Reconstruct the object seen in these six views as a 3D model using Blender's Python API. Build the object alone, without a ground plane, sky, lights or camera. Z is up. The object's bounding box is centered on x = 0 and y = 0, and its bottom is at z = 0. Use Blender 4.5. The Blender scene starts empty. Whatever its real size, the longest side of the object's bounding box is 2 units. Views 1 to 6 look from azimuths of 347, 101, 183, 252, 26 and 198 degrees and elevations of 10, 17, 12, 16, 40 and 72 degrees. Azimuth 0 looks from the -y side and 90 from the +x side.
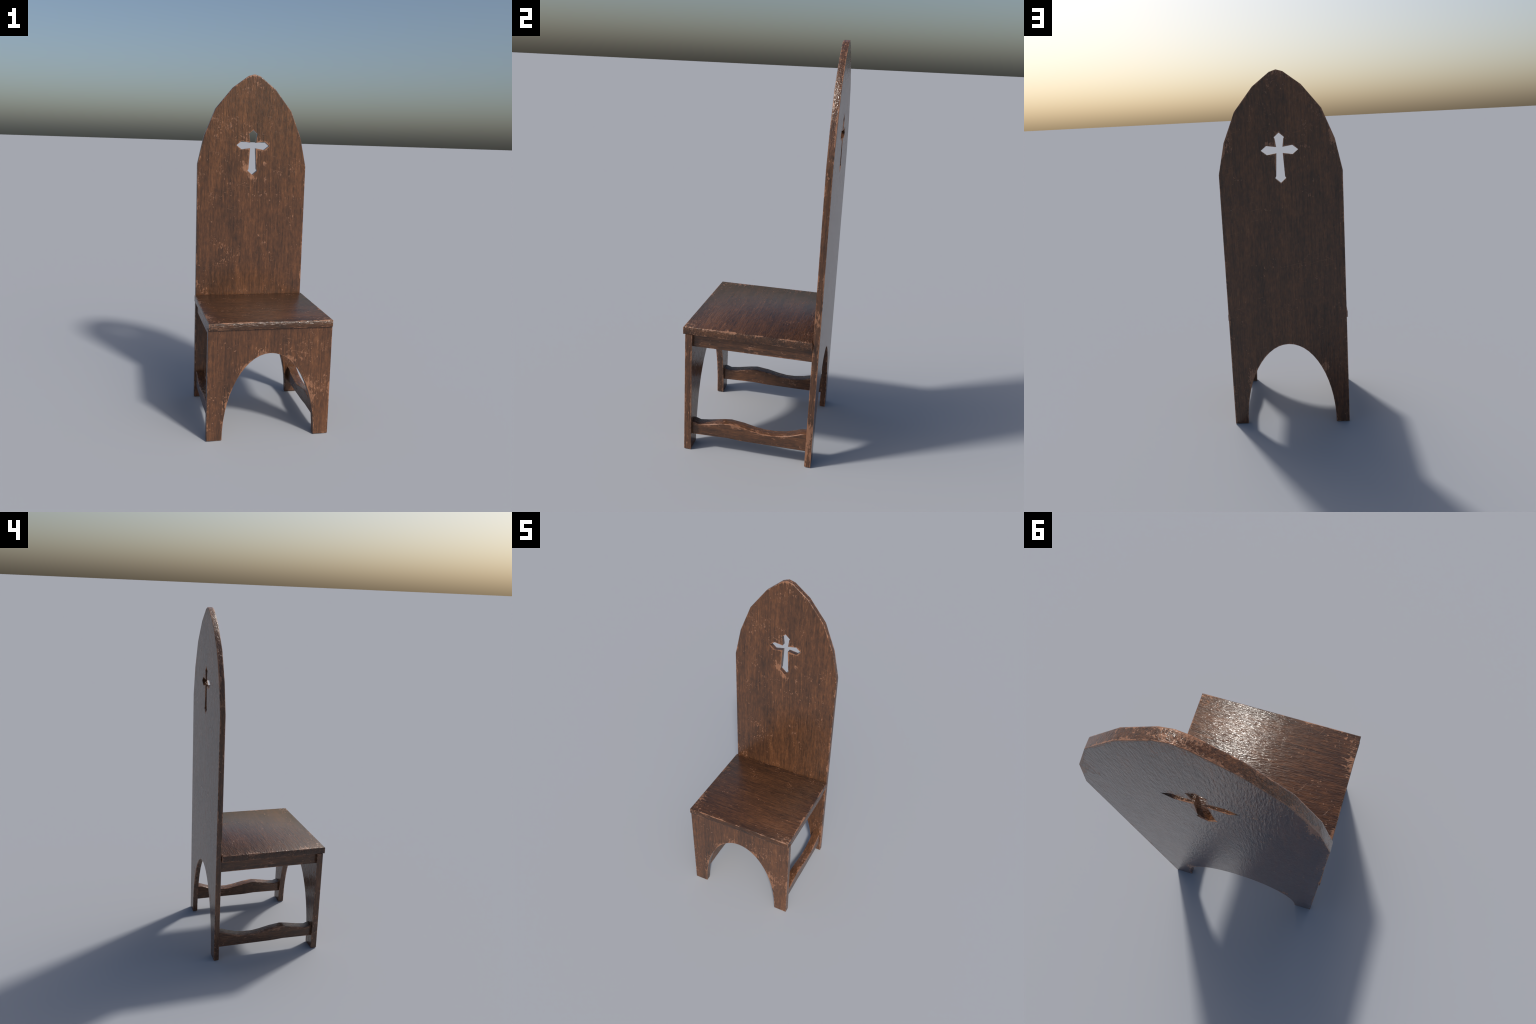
"""Tall-backed wooden chair: a pointed-arch plank backrest with a pierced cross,
a plank front support, both cut out below by an elliptical arch to leave legs,
a plank seat, two side rails under the seat and two wavy side stretchers."""
import bpy, bmesh, math
from mathutils import Vector
from mathutils.geometry import tessellate_polygon

# ----------------------------------------------------------------- dimensions
SEAT = dict(x=0.3418, y0=-0.3278, y1=0.2962, z0=0.6266, z1=0.6655)
BACK = dict(x=0.3355, y0=0.2970, y1=0.3282)          # front / rear plane
FRONT = dict(x=0.3448, y0=-0.3174, y1=-0.2812, top=0.6263)
ARCH_A, ARCH_B = 0.2596, 0.4862                       # arch half width, height
# right half of the pointed top of the backrest (facets as on the original)
TOP = [(0.0, 2.0), (0.0355, 1.9895), (0.1287, 1.9195), (0.2310, 1.7945),
       (0.2975, 1.6345), (0.3350, 1.4650)]
# right half of the pierced cross, top point to bottom point
CROSS = [(0.0, 1.6760), (0.0278, 1.6518), (0.0236, 1.6455), (0.0173, 1.6006),
         (0.0702, 1.6086), (0.1007, 1.5842), (0.0694, 1.5598), (0.0174, 1.5680),
         (0.0241, 1.4438), (0.0300, 1.4345), (0.0, 1.4080)]
SIDE_X, SIDE_T = 0.3000, 0.0520                       # centre and thickness of side pieces
RAIL_Z = (0.5608, 0.6264)
STRETCH_TOP = [(-0.284, 0.1468), (-0.268, 0.1435), (-0.250, 0.1372), (-0.206, 0.1430),
               (-0.129, 0.1580), (-0.090, 0.1632), (-0.025, 0.1553), (0.035, 0.1425),
               (0.085, 0.1352), (0.132, 0.1358), (0.188, 0.1435), (0.232, 0.1560),
               (0.270, 0.1712), (0.303, 0.1725)]
STRETCH_BOTTOM = [(0.303, 0.0802), (-0.030, 0.0785), (-0.100, 0.0826), (-0.284, 0.0776)]


# ----------------------------------------------------------------- node helper
class Graph:
    """Small wrapper so that shader maths reads like maths."""
    def __init__(self, name):
        self.mat = bpy.data.materials.new(name)
        self.mat.use_nodes = True
        self.t = self.mat.node_tree
        self.t.nodes.clear()

    def put(self, sock, v):
        if isinstance(v, bpy.types.NodeSocket):
            self.t.links.new(v, sock)
        else:
            sock.default_value = v

    def m(self, op, a, b=0.0, c=None, clamp=False):
        n = self.t.nodes.new("ShaderNodeMath")
        n.operation, n.use_clamp = op, clamp
        self.put(n.inputs[0], a)
        self.put(n.inputs[1], b)
        if c is not None:
            self.put(n.inputs[2], c)
        return n.outputs[0]

    def add(self, *v):
        r = v[0]
        for x in v[1:]:
            r = self.m("ADD", r, x)
        return r

    def mul(self, *v):
        r = v[0]
        for x in v[1:]:
            r = self.m("MULTIPLY", r, x)
        return r

    def sub(self, a, b): return self.m("SUBTRACT", a, b)

    def least(self, *v):
        r = v[0]
        for x in v[1:]:
            r = self.m("MINIMUM", r, x)
        return r

    def most(self, *v):
        r = v[0]
        for x in v[1:]:
            r = self.m("MAXIMUM", r, x)
        return r

    def absol(self, a): return self.m("ABSOLUTE", a)

    def ramp01(self, v, lo, hi, smooth=True):
        n = self.t.nodes.new("ShaderNodeMapRange")
        n.interpolation_type = "SMOOTHSTEP" if smooth else "LINEAR"
        n.clamp = True
        self.put(n.inputs["Value"], v)
        self.put(n.inputs["From Min"], lo)
        self.put(n.inputs["From Max"], hi)
        return n.outputs["Result"]

    def falloff(self, d, width):
        """1 at d=0, dropping exponentially with distance."""
        return self.m("POWER", math.e, self.mul(self.m("MAXIMUM", d, 0.0), -1.0 / width))

    def combine(self, x, y, z):
        n = self.t.nodes.new("ShaderNodeCombineXYZ")
        for s, v in zip(n.inputs, (x, y, z)):
            self.put(s, v)
        return n.outputs[0]

    def noise(self, vec, scale=(1, 1, 1), rot=(0, 0, 0), loc=(0, 0, 0), detail=2.0, rough=0.5, distort=0.0):
        mp = self.t.nodes.new("ShaderNodeMapping")
        self.put(mp.inputs["Vector"], vec)
        if any(rot):       # turn first, stretch afterwards
            r = self.t.nodes.new("ShaderNodeMapping")
            self.put(r.inputs["Vector"], vec)
            r.inputs["Rotation"].default_value = rot
            self.put(mp.inputs["Vector"], r.outputs[0])
        mp.inputs["Scale"].default_value = scale
        mp.inputs["Location"].default_value = loc
        n = self.t.nodes.new("ShaderNodeTexNoise")
        n.noise_dimensions = "3D"
        self.put(n.inputs["Vector"], mp.outputs[0])
        n.inputs["Scale"].default_value = 1.0
        n.inputs["Detail"].default_value = detail
        n.inputs["Roughness"].default_value = rough
        n.inputs["Distortion"].default_value = distort
        return n.outputs["Fac"]

    def mix(self, f, a, b):
        n = self.t.nodes.new("ShaderNodeMix")
        n.data_type = "RGBA"
        self.put(n.inputs["Factor"], f)
        self.put(n.inputs[6], a)
        self.put(n.inputs[7], b)
        return n.outputs[2]

    def colour_ramp(self, f, stops):
        n = self.t.nodes.new("ShaderNodeValToRGB")
        e = n.color_ramp.elements
        e[0].position, e[0].color = stops[0][0], (*stops[0][1], 1)
        e[1].position, e[1].color = stops[-1][0], (*stops[-1][1], 1)
        for p, c in stops[1:-1]:
            k = e.new(p)
            k.color = (*c, 1)
        self.put(n.inputs[0], f)
        return n.outputs[0]

    def curve(self, v, pts, xlo, xhi, ylo, yhi):
        """Piecewise profile y(x) through pts."""
        u = self.ramp01(v, xlo, xhi, smooth=False)
        n = self.t.nodes.new("ShaderNodeFloatCurve")
        c = n.mapping.curves[0]
        q = [((x - xlo) / (xhi - xlo), (y - ylo) / (yhi - ylo)) for x, y in pts]
        c.points[0].location, c.points[1].location = q[0], q[-1]
        for a in q[1:-1]:
            c.points.new(*a)
        for p in c.points:
            p.handle_type = "VECTOR"
        n.mapping.update()
        self.put(n.inputs["Value"], u)
        return self.add(self.mul(n.outputs[0], yhi - ylo), ylo)


# ----------------------------------------------------------------- distance fields
def dist_polyline(g, ax, z, pts):
    """Distance inside a convex outline given by its right half (|x|, z)."""
    worst = None
    for (x0, z0), (x1, z1) in zip(pts, pts[1:]):
        n = Vector((-(z1 - z0), (x1 - x0)))      # outward for a curve going down on +x
        n.normalize()
        c = n.x * x0 + n.y * z0
        f = g.add(g.mul(ax, n.x), g.mul(z, n.y), -c)
        worst = f if worst is None else g.most(worst, f)
    return g.mul(worst, -1.0)


def dist_arch(g, ax, z):
    a, b = ARCH_A, ARCH_B
    k = g.m("SQRT", g.add(g.m("POWER", g.mul(ax, 1 / a), 2.0), g.m("POWER", g.mul(z, 1 / b), 2.0)))
    gr = g.m("SQRT", g.add(g.m("POWER", g.mul(ax, 1 / a ** 2), 2.0), g.m("POWER", g.mul(z, 1 / b ** 2), 2.0)))
    return g.m("DIVIDE", g.mul(g.sub(k, 1.0), k), g.most(gr, 0.01))


def dist_cross(g, ax, z):
    dz = g.absol(g.sub(z, 1.5842))
    dv = g.absol(g.sub(z, 1.5420))
    up = g.most(g.sub(ax, 0.0235), g.mul(g.add(ax, dv, -0.1355), 0.7))
    arm = g.most(g.sub(dz, 0.0225), g.mul(g.add(ax, dz, -0.1005), 0.7))
    return g.least(up, arm)


# ----------------------------------------------------------------- the wood
def worn_wood(name, grain, edge_builder, seed, patches=(), mirror=False, tone=1.0,
              wear_amount=0.0, bump=1.0, clean_behind=None):
    """Dark stained wood, grain along axis `grain`, worn pale along its edges.
    patches: (centre, radii, strength) of rubbed or scratched spots."""
    g = Graph(name)
    tc = g.t.nodes.new("ShaderNodeTexCoord")
    sep = g.t.nodes.new("ShaderNodeSeparateXYZ")
    g.put(sep.inputs[0], tc.outputs["Object"])
    x, y, z = sep.outputs
    if mirror:
        # left and right pieces are mirror images of each other
        info = g.t.nodes.new("ShaderNodeObjectInfo")
        side = g.t.nodes.new("ShaderNodeSeparateXYZ")
        g.put(side.inputs[0], info.outputs["Location"])
        x = g.mul(x, g.m("SIGN", side.outputs[0]))
    # (across, across, along)
    gv = {"x": (y, z, x), "y": (z, x, y), "z": (x, y, z)}[grain]
    v = g.combine(*gv)
    p = g.combine(x, y, z)
    s = seed * 3.7

    # grain tones
    broad = g.noise(v, (7.5, 7.5, 0.9), loc=(s, 1, 2), detail=2.5, rough=0.5)
    blotch = g.noise(v, (16, 16, 6), loc=(s + 5, 3, 2), detail=4, rough=0.6)
    streak = g.noise(v, (110, 110, 4), loc=(4, s, 2), detail=3, rough=0.6)
    fibre = g.noise(v, (330, 330, 22), loc=(4, s, 9), detail=2, rough=0.6)
    pores = g.noise(v, (420, 420, 60), loc=(1, s, 5), detail=2, rough=0.5)
    mottle = g.noise(v, (60, 60, 28), loc=(s, 8, 3), detail=4, rough=0.65)
    tone_f = g.add(g.mul(g.sub(broad, 0.5), 0.62), g.mul(g.sub(blotch, 0.5), 0.50),
                   g.mul(g.sub(mottle, 0.5), 0.65),
                   g.mul(g.sub(streak, 0.5), 0.72), g.mul(g.sub(fibre, 0.5), 0.70), 0.5)
    wood = g.colour_ramp(tone_f, [(0.12, (0.036 * tone, 0.0205 * tone, 0.0135 * tone)),
                                  (0.42, (0.083 * tone, 0.0385 * tone, 0.0205 * tone)),
                                  (0.62, (0.126 * tone, 0.0545 * tone, 0.0255 * tone)),
                                  (0.90, (0.205 * tone, 0.0880 * tone, 0.0390 * tone))])
    pore_f = g.ramp01(pores, 0.58, 0.70)
    wood = g.mix(g.mul(pore_f, 0.5), wood, (0.026 * tone, 0.016 * tone, 0.013 * tone, 1))

    # wear score
    d = edge_builder(g, x, y, z)
    rag = g.noise(v, (88, 88, 42), loc=(s, 7, 1), detail=6, rough=0.70, distort=0.35)
    fleck = g.noise(v, (105, 105, 62), loc=(s, 2, 8), detail=3, rough=0.55, distort=0.4)
    cluster = g.noise(p, (9, 9, 9), loc=(1, s, 4), detail=2, rough=0.5)
    zone = g.noise(p, (13, 13, 13), loc=(6, 2, s), detail=2, rough=0.5)
    zone01 = g.ramp01(zone, 0.40, 0.64)
    edge_line = g.mul(g.falloff(g.sub(d, 0.0010), 0.0017), g.add(0.19, g.mul(zone01, 0.26)))
    edge_chip = g.mul(g.falloff(d, 0.013), g.add(0.02, g.mul(zone01, 0.26)))
    bias = g.add(edge_line, edge_chip, wear_amount)
    for c, r, k in patches:
        q = g.m("SQRT", g.add(*[g.m("POWER", g.mul(g.sub(a, ci), 1.0 / ri), 2.0)
                                for a, ci, ri in zip((x, y, z), c, r)]))
        bias = g.add(bias, g.mul(g.ramp01(q, 1.0, 0.0, smooth=False), k))
    chip = g.mul(g.ramp01(g.add(rag, bias, g.mul(g.sub(streak, 0.5), 0.22),
                              g.mul(g.sub(fibre, 0.5), 0.40)), 0.70, 0.80), 0.86)
    if clean_behind is not None:               # rear face: fewer flecks
        fleck = g.sub(fleck, g.mul(g.m("GREATER_THAN", y, clean_behind), 0.035))
    spots = g.mul(g.ramp01(g.add(fleck, g.mul(g.sub(cluster, 0.5), 0.62)), 0.690, 0.745), 0.74)
    wear = g.most(chip, spots)
    # thin scratches in two slanting directions
    for k, (rot, sc, lim) in enumerate(((1.35, (260, 260, 9), 0.70), (-1.05, (300, 300, 13), 0.71))):
        sc_n = g.noise(v, sc, rot=(0, rot, 0), loc=(s + k, 1, 4), detail=1.5, rough=0.5)
        lim_n = g.add(sc_n, g.mul(g.sub(cluster, 0.5), 0.30))
        wear = g.most(wear, g.mul(g.ramp01(lim_n, lim + 0.025, lim + 0.075), 0.42))
    pale = g.colour_ramp(g.add(g.mul(streak, 0.5), g.mul(rag, 0.5)),
                         [(0.35, (0.200, 0.094, 0.050)), (0.65, (0.350, 0.166, 0.090))])
    colour = g.mix(wear, wood, pale)

    # surface
    b = g.t.nodes.new("ShaderNodeBsdfPrincipled")
    g.put(b.inputs["Base Color"], colour)
    rough_n = g.noise(v, (40, 40, 12), loc=(s, 9, 9), detail=3)
    g.put(b.inputs["Roughness"], g.add(0.12, g.mul(rough_n, 0.12), g.mul(wear, 0.18)))
    b.inputs["IOR"].default_value = 1.5
    ridge = g.noise(v, (190, 190, 34), loc=(s, 3, 3), detail=2.5, rough=0.55)
    h = g.add(ridge, g.mul(streak, 0.25), g.mul(pores, 0.12), g.mul(wear, -0.20))
    bp = g.t.nodes.new("ShaderNodeBump")
    bp.inputs["Strength"].default_value = 0.66 * bump
    bp.inputs["Distance"].default_value = 0.0034
    g.put(bp.inputs["Height"], h)
    g.put(b.inputs["Normal"], bp.outputs[0])
    out = g.t.nodes.new("ShaderNodeOutputMaterial")
    g.t.links.new(b.outputs[0], out.inputs[0])
    return g.mat


def edge_backrest(g, x, y, z):
    ax = g.absol(x)
    flat = g.least(dist_polyline(g, ax, z, TOP + [(0.335, 0.0)]), dist_arch(g, ax, z),
                   dist_cross(g, ax, z), z)
    face = g.least(g.sub(y, BACK["y0"]), g.sub(BACK["y1"], y))
    return g.most(flat, face)


def edge_front(g, x, y, z):
    ax = g.absol(x)
    flat = g.least(g.sub(FRONT["x"], ax), dist_arch(g, ax, z), z)
    face = g.least(g.sub(y, FRONT["y0"]), g.sub(FRONT["y1"], y))
    return g.most(flat, face)


def middle_of(g, a, b, c):
    """Second smallest of three face distances = distance to the nearest edge."""
    return g.most(g.least(a, b), g.least(g.most(a, b), c))


def edge_seat(g, x, y, z):
    dx = g.sub(SEAT["x"], g.absol(x))
    dy = g.least(g.sub(y, SEAT["y0"]), g.sub(SEAT["y1"], y))
    dz = g.least(g.sub(z, SEAT["z0"]), g.sub(SEAT["z1"], z))
    return middle_of(g, dx, dy, dz)


def edge_rail(g, x, y, z):
    dx = g.sub(SIDE_T / 2, g.absol(x))
    return g.most(dx, g.sub(z, RAIL_Z[0]))


def edge_stretcher(g, x, y, z):
    dx = g.sub(SIDE_T / 2, g.absol(x))
    top = g.curve(y, STRETCH_TOP, -0.284, 0.303, 0.10, 0.20)
    return g.most(dx, g.least(g.sub(top, z), g.add(g.sub(z, 0.080), 0.002)))


# ----------------------------------------------------------------- geometry
def mirrored(half):
    """Closed loop from a right half that starts and ends on the axis."""
    return [tuple(p) for p in half] + [(-x, z) for x, z in reversed(half[1:-1])]


def board_outline(upper_half, foot_outer, n_arch=28):
    """Outline of a board with an arch cut from its foot, clockwise from the top."""
    right = list(upper_half) + [(foot_outer, 0.0)]
    arch = []
    for i in range(n_arch + 1):
        t = math.pi * i / n_arch
        arch.append((ARCH_A * math.cos(t), ARCH_B * math.sin(t)))
    left = [(-x, z) for x, z in reversed(right) if x > 1e-9]
    return right + arch + left


def area2(loop):
    return sum(a[0] * b[1] - b[0] * a[1] for a, b in zip(loop, loop[1:] + loop[:1]))


def inset(loop, d, material_inside=True):
    """Move every side of the loop by d into the material, mitred."""
    if d == 0:
        return list(loop)
    sgn = 1 if area2(loop) > 0 else -1
    if not material_inside:
        sgn = -sgn
    out, n = [], len(loop)
    for i in range(n):
        a, b, c = (Vector(loop[i - 1]), Vector(loop[i]), Vector(loop[(i + 1) % n]))
        e1, e2 = (b - a).normalized(), (c - b).normalized()
        n1, n2 = Vector((-e1.y, e1.x)) * sgn, Vector((-e2.y, e2.x)) * sgn
        m = n1 + n2
        out.append(tuple(b + m * (d * 2.0 / max(m.length_squared, 0.6)) ))
    return out


def rounded(t, r, seg=3):
    """Last rows of a profile: an arris rounded with radius r at the face t."""
    sgn = 1 if r > 0 else -1
    r = abs(r)
    return [(t + sgn * r * (1 - math.sin(a)), r * (1 - math.cos(a)))
            for a in (math.pi / 2 * i / seg for i in range(seg + 1))]


def slab(name, loop, holes, profile, place, smooth_angle=36.0, hole_scale=1.0, soft_caps=False):
    """A board: outline (and holes) swept through its thickness along `profile`,
    closed by flat faces. place(u, v, t) gives the 3D position."""
    bm = bmesh.new()
    loops = [(loop, True, 1.0)] + [(h, False, hole_scale) for h in holes]
    rings = []                                       # per loop: list of vert rows
    for lp, inside, sc in loops:
        rows = []
        for t, d in profile:
            rows.append([bm.verts.new(place(u, v, t)) for u, v in inset(lp, d * sc, inside)])
        rings.append(rows)
    for rows in rings:
        n = len(rows[0])
        for r0, r1 in zip(rows, rows[1:]):
            for i in range(n):
                j = (i + 1) % n
                bm.faces.new((r0[i], r0[j], r1[j], r1[i]))
    cap_edges = []
    for end in (0, -1):
        polys, flat = [], []
        for (lp, inside, sc), rows in zip(loops, rings):
            polys.append([Vector((u, v, 0)) for u, v in inset(lp, profile[end][1] * sc, inside)])
            flat += rows[end]
        for tri in tessellate_polygon(polys):
            try:
                bm.faces.new([flat[i] for i in tri])
            except ValueError:
                pass
    bmesh.ops.recalc_face_normals(bm, faces=bm.faces)
    lim = math.radians(smooth_angle)
    caps = set()
    for rows in rings:
        for end in (0, -1):
            for v in rows[end]:
                caps.add(v)
    for f in bm.faces:
        f.smooth = True
    for e in bm.edges:
        ang = e.calc_face_angle(0.0)
        e.smooth = not (ang > lim or (not soft_caps and ang > 0.05 and e.verts[0] in caps and e.verts[1] in caps))
    me = bpy.data.meshes.new(name)
    bm.to_mesh(me)
    bm.free()
    return me


def soften_front(me, half, k):
    """Shade a front face as if it swelled very slightly across its width."""
    me.update()
    normals = [n.vector.copy() for n in me.corner_normals]
    for p in me.polygons:
        if p.normal.y < -0.99:
            for li in p.loop_indices:
                x = me.vertices[me.loops[li].vertex_index].co.x
                normals[li] = Vector((k * x / half, -1.0, 0.0)).normalized()
    me.normals_split_custom_set(normals)


def soften_top(me, kx, ky):
    """Shade the seat top as if it fell away slightly towards its corners."""
    me.update()
    normals = [n.vector.copy() for n in me.corner_normals]
    for p in me.polygons:
        if p.normal.z > 0.99:
            for li in p.loop_indices:
                c = me.vertices[me.loops[li].vertex_index].co
                normals[li] = Vector((math.copysign(kx, c.x), math.copysign(ky, c.y), 1.0)).normalized()
    me.normals_split_custom_set(normals)


def part(name, mesh, mat, parent, location=(0, 0, 0)):
    if mat is not None and not mesh.materials:
        mesh.materials.append(mat)
    ob = bpy.data.objects.new(name, mesh)
    bpy.context.scene.collection.objects.link(ob)
    ob.parent = parent
    ob.location = location
    return ob


# ----------------------------------------------------------------- build
chair = bpy.data.objects.new("wooden_chair", None)
bpy.context.scene.collection.objects.link(chair)
chair["label"] = "tall worn dark wooden chair with pointed-arch back and cross cutout"
chair["category"] = "chair"

on_y = lambda u, v, t: Vector((u, t, v))

# backrest board, running down into the rear legs
back_mat = worn_wood("worn_wood_backrest", "z", edge_backrest, 1.0, tone=1.03, clean_behind=0.325, patches=[
    ((0.0, 0.315, 2.000), (0.20, 0.04, 0.07), 0.20),          # rubbed top
    ((-0.050, 0.297, 1.462), (0.036, 0.008, 0.040), 0.31),     # chips round the cross
    ((-0.038, 0.297, 1.440), (0.032, 0.008, 0.034), 0.28),
    ((-0.010, 0.297, 1.402), (0.036, 0.008, 0.028), 0.25),
    ((0.016, 0.297, 1.383), (0.040, 0.008, 0.042), 0.26),
    ((-0.080, 0.297, 1.490), (0.040, 0.008, 0.020), 0.20),
    ((-0.035, 0.298, 1.625), (0.045, 0.008, 0.055), 0.17),
    ((0.040, 0.298, 1.620), (0.040, 0.008, 0.045), 0.20),
    ((0.085, 0.297, 1.385), (0.020, 0.008, 0.055), 0.28),
    ((0.075, 0.297, 1.480), (0.014, 0.008, 0.028), 0.40),
    ((0.055, 0.297, 1.040), (0.050, 0.008, 0.022), 0.27),
    ((0.085, 0.297, 0.990), (0.040, 0.008, 0.030), 0.27),
    ((-0.10, 0.297, 1.150), (0.130, 0.008, 0.160), 0.09),
    ((0.20, 0.297, 1.250), (0.110, 0.008, 0.200), 0.09),      # scraped middle
    ((-0.26, 0.298, 0.70), (0.09, 0.008, 0.10), 0.10),
    ((-0.290, 0.329, 1.660), (0.040, 0.02, 0.110), 0.42),     # rear shoulders
    ((0.285, 0.329, 1.620), (0.070, 0.02, 0.090), 0.26),
    ((0.0, 0.329, 1.965), (0.15, 0.02, 0.070), 0.10),
    ((-0.205, 0.329, 1.800), (0.060, 0.02, 0.090), 0.20),
    ((0.340, 0.312, 0.170), (0.03, 0.05, 0.150), 0.36),       # rear leg, right side
    ((0.340, 0.312, 0.760), (0.03, 0.04, 0.090), 0.24),
    ((0.060, 0.329, 1.618), (0.055, 0.02, 0.022), 0.30),
    ((-0.140, 0.329, 1.600), (0.055, 0.02, 0.028), 0.28),
    ((-0.205, 0.329, 0.345), (0.045, 0.02, 0.055), 0.40),      # rear arch
    ((0.220, 0.329, 0.290), (0.050, 0.02, 0.110), 0.36),
    ((0.30, 0.331, 0.60), (0.08, 0.02, 0.10), 0.11),
])
outline = board_outline(TOP, BACK["x"])
me = slab("backrest", outline, [mirrored(CROSS)],
          [(BACK["y1"], 0.0008), (BACK["y1"] - 0.0008, 0.0)] + rounded(BACK["y0"], 0.0052),
          on_y, hole_scale=0.2)
soften_front(me, BACK["x"], 0.16)
part("backrest", me, back_mat, chair)

# front board with its two legs
front_mat = worn_wood("worn_wood_front", "z", edge_front, 2.0, tone=1.03, patches=[
    ((0.225, -0.318, 0.300), (0.060, 0.02, 0.110), 0.30),
    ((0.300, -0.318, 0.270), (0.070, 0.02, 0.080), 0.21),
    ((0.250, -0.318, 0.200), (0.040, 0.02, 0.080), 0.20),
    ((0.290, -0.318, 0.520), (0.070, 0.02, 0.080), 0.15),
    ((-0.045, -0.318, 0.495), (0.065, 0.02, 0.055), 0.28),
    ((-0.155, -0.318, 0.400), (0.080, 0.02, 0.090), 0.21),
    ((-0.240, -0.318, 0.200), (0.045, 0.02, 0.130), 0.27),
    ((0.110, -0.318, 0.450), (0.090, 0.02, 0.055), 0.20),
])
fx, ft = FRONT["x"], FRONT["top"]
outline = board_outline([(0.0, ft), (fx - 0.001, ft)], fx)
outline = [p for p in outline if not (abs(p[0]) < 1e-9 and abs(p[1] - ft) < 1e-9)]
me = slab("front_support", outline, [],
          [(FRONT["y1"], 0.0008), (FRONT["y1"] - 0.0008, 0.0)] + rounded(FRONT["y0"], 0.0030), on_y)
part("front_support", me, front_mat, chair)

# seat board
seat_mat = worn_wood("worn_wood_seat", "x", edge_seat, 3.0, tone=0.72, bump=1.35, patches=[
    ((-0.325, -0.220, 0.664), (0.060, 0.13, 0.03), 0.24),
    ((-0.335, 0.130, 0.664), (0.050, 0.12, 0.03), 0.20),
    ((0.300, -0.300, 0.664), (0.080, 0.05, 0.03), 0.22),
    ((0.345, -0.100, 0.664), (0.030, 0.20, 0.03), 0.12),
    ((-0.320, -0.330, 0.645), (0.060, 0.02, 0.03), 0.25),
])
sx, ch = SEAT, 0.0038                         # plain 45 degree chamfer on top, shaded soft
X, Y0, Y1 = sx["x"], sx["y0"], sx["y1"]
me = slab("seat", [(-X, Y0), (X, Y0), (X, Y1), (-X, Y1)], [],
          [(sx["z0"], 0.0012), (sx["z0"] + 0.0008, 0.0003), (sx["z0"] + 0.0018, 0.0),
           (sx["z1"] - ch, 0.0), (sx["z1"], ch)],
          lambda u, v, t: Vector((u, v, t)), smooth_angle=50, soft_caps=True)
soften_top(me, 0.25, 0.27)
part("seat", me, seat_mat, chair)

# rails under the seat, one mesh for both sides
on_x = lambda u, v, t: Vector((t, u, v))
h = SIDE_T / 2
side_profile = list(reversed(rounded(-h, 0.0032))) + rounded(h, -0.0032)
rail_mat = worn_wood("worn_wood_rail", "y", edge_rail, 4.0, mirror=True, patches=[
    ((0.022, 0.000, 0.580), (0.03, 0.050, 0.05), 0.22),
    ((0.022, -0.060, 0.605), (0.03, 0.020, 0.03), 0.14),
    ((0.022, 0.160, 0.585), (0.03, 0.040, 0.03), 0.17),
])
y_in, y_out = FRONT["y1"] - 0.003, BACK["y0"] + 0.002
me = slab("rail", [(y_in, RAIL_Z[0]), (y_out, RAIL_Z[0]), (y_out, RAIL_Z[1]), (y_in, RAIL_Z[1])], [],
          side_profile, on_x)
for sgn in (1, -1):
    part("rail", me, rail_mat, chair, (sgn * SIDE_X, 0, 0))

# wavy stretchers near the floor
stretch_mat = worn_wood("worn_wood_stretcher", "y", edge_stretcher, 5.0, mirror=True, patches=[
    ((0.010, 0.035, 0.140), (0.04, 0.060, 0.03), 0.26),
    ((0.022, -0.060, 0.150), (0.03, 0.060, 0.03), 0.20),
    ((0.022, -0.180, 0.145), (0.03, 0.080, 0.015), 0.16),
])
me = slab("stretcher", STRETCH_TOP + STRETCH_BOTTOM, [], side_profile, on_x, smooth_angle=30)
for sgn in (1, -1):
    part("stretcher", me, stretch_mat, chair, (sgn * SIDE_X, 0, 0))
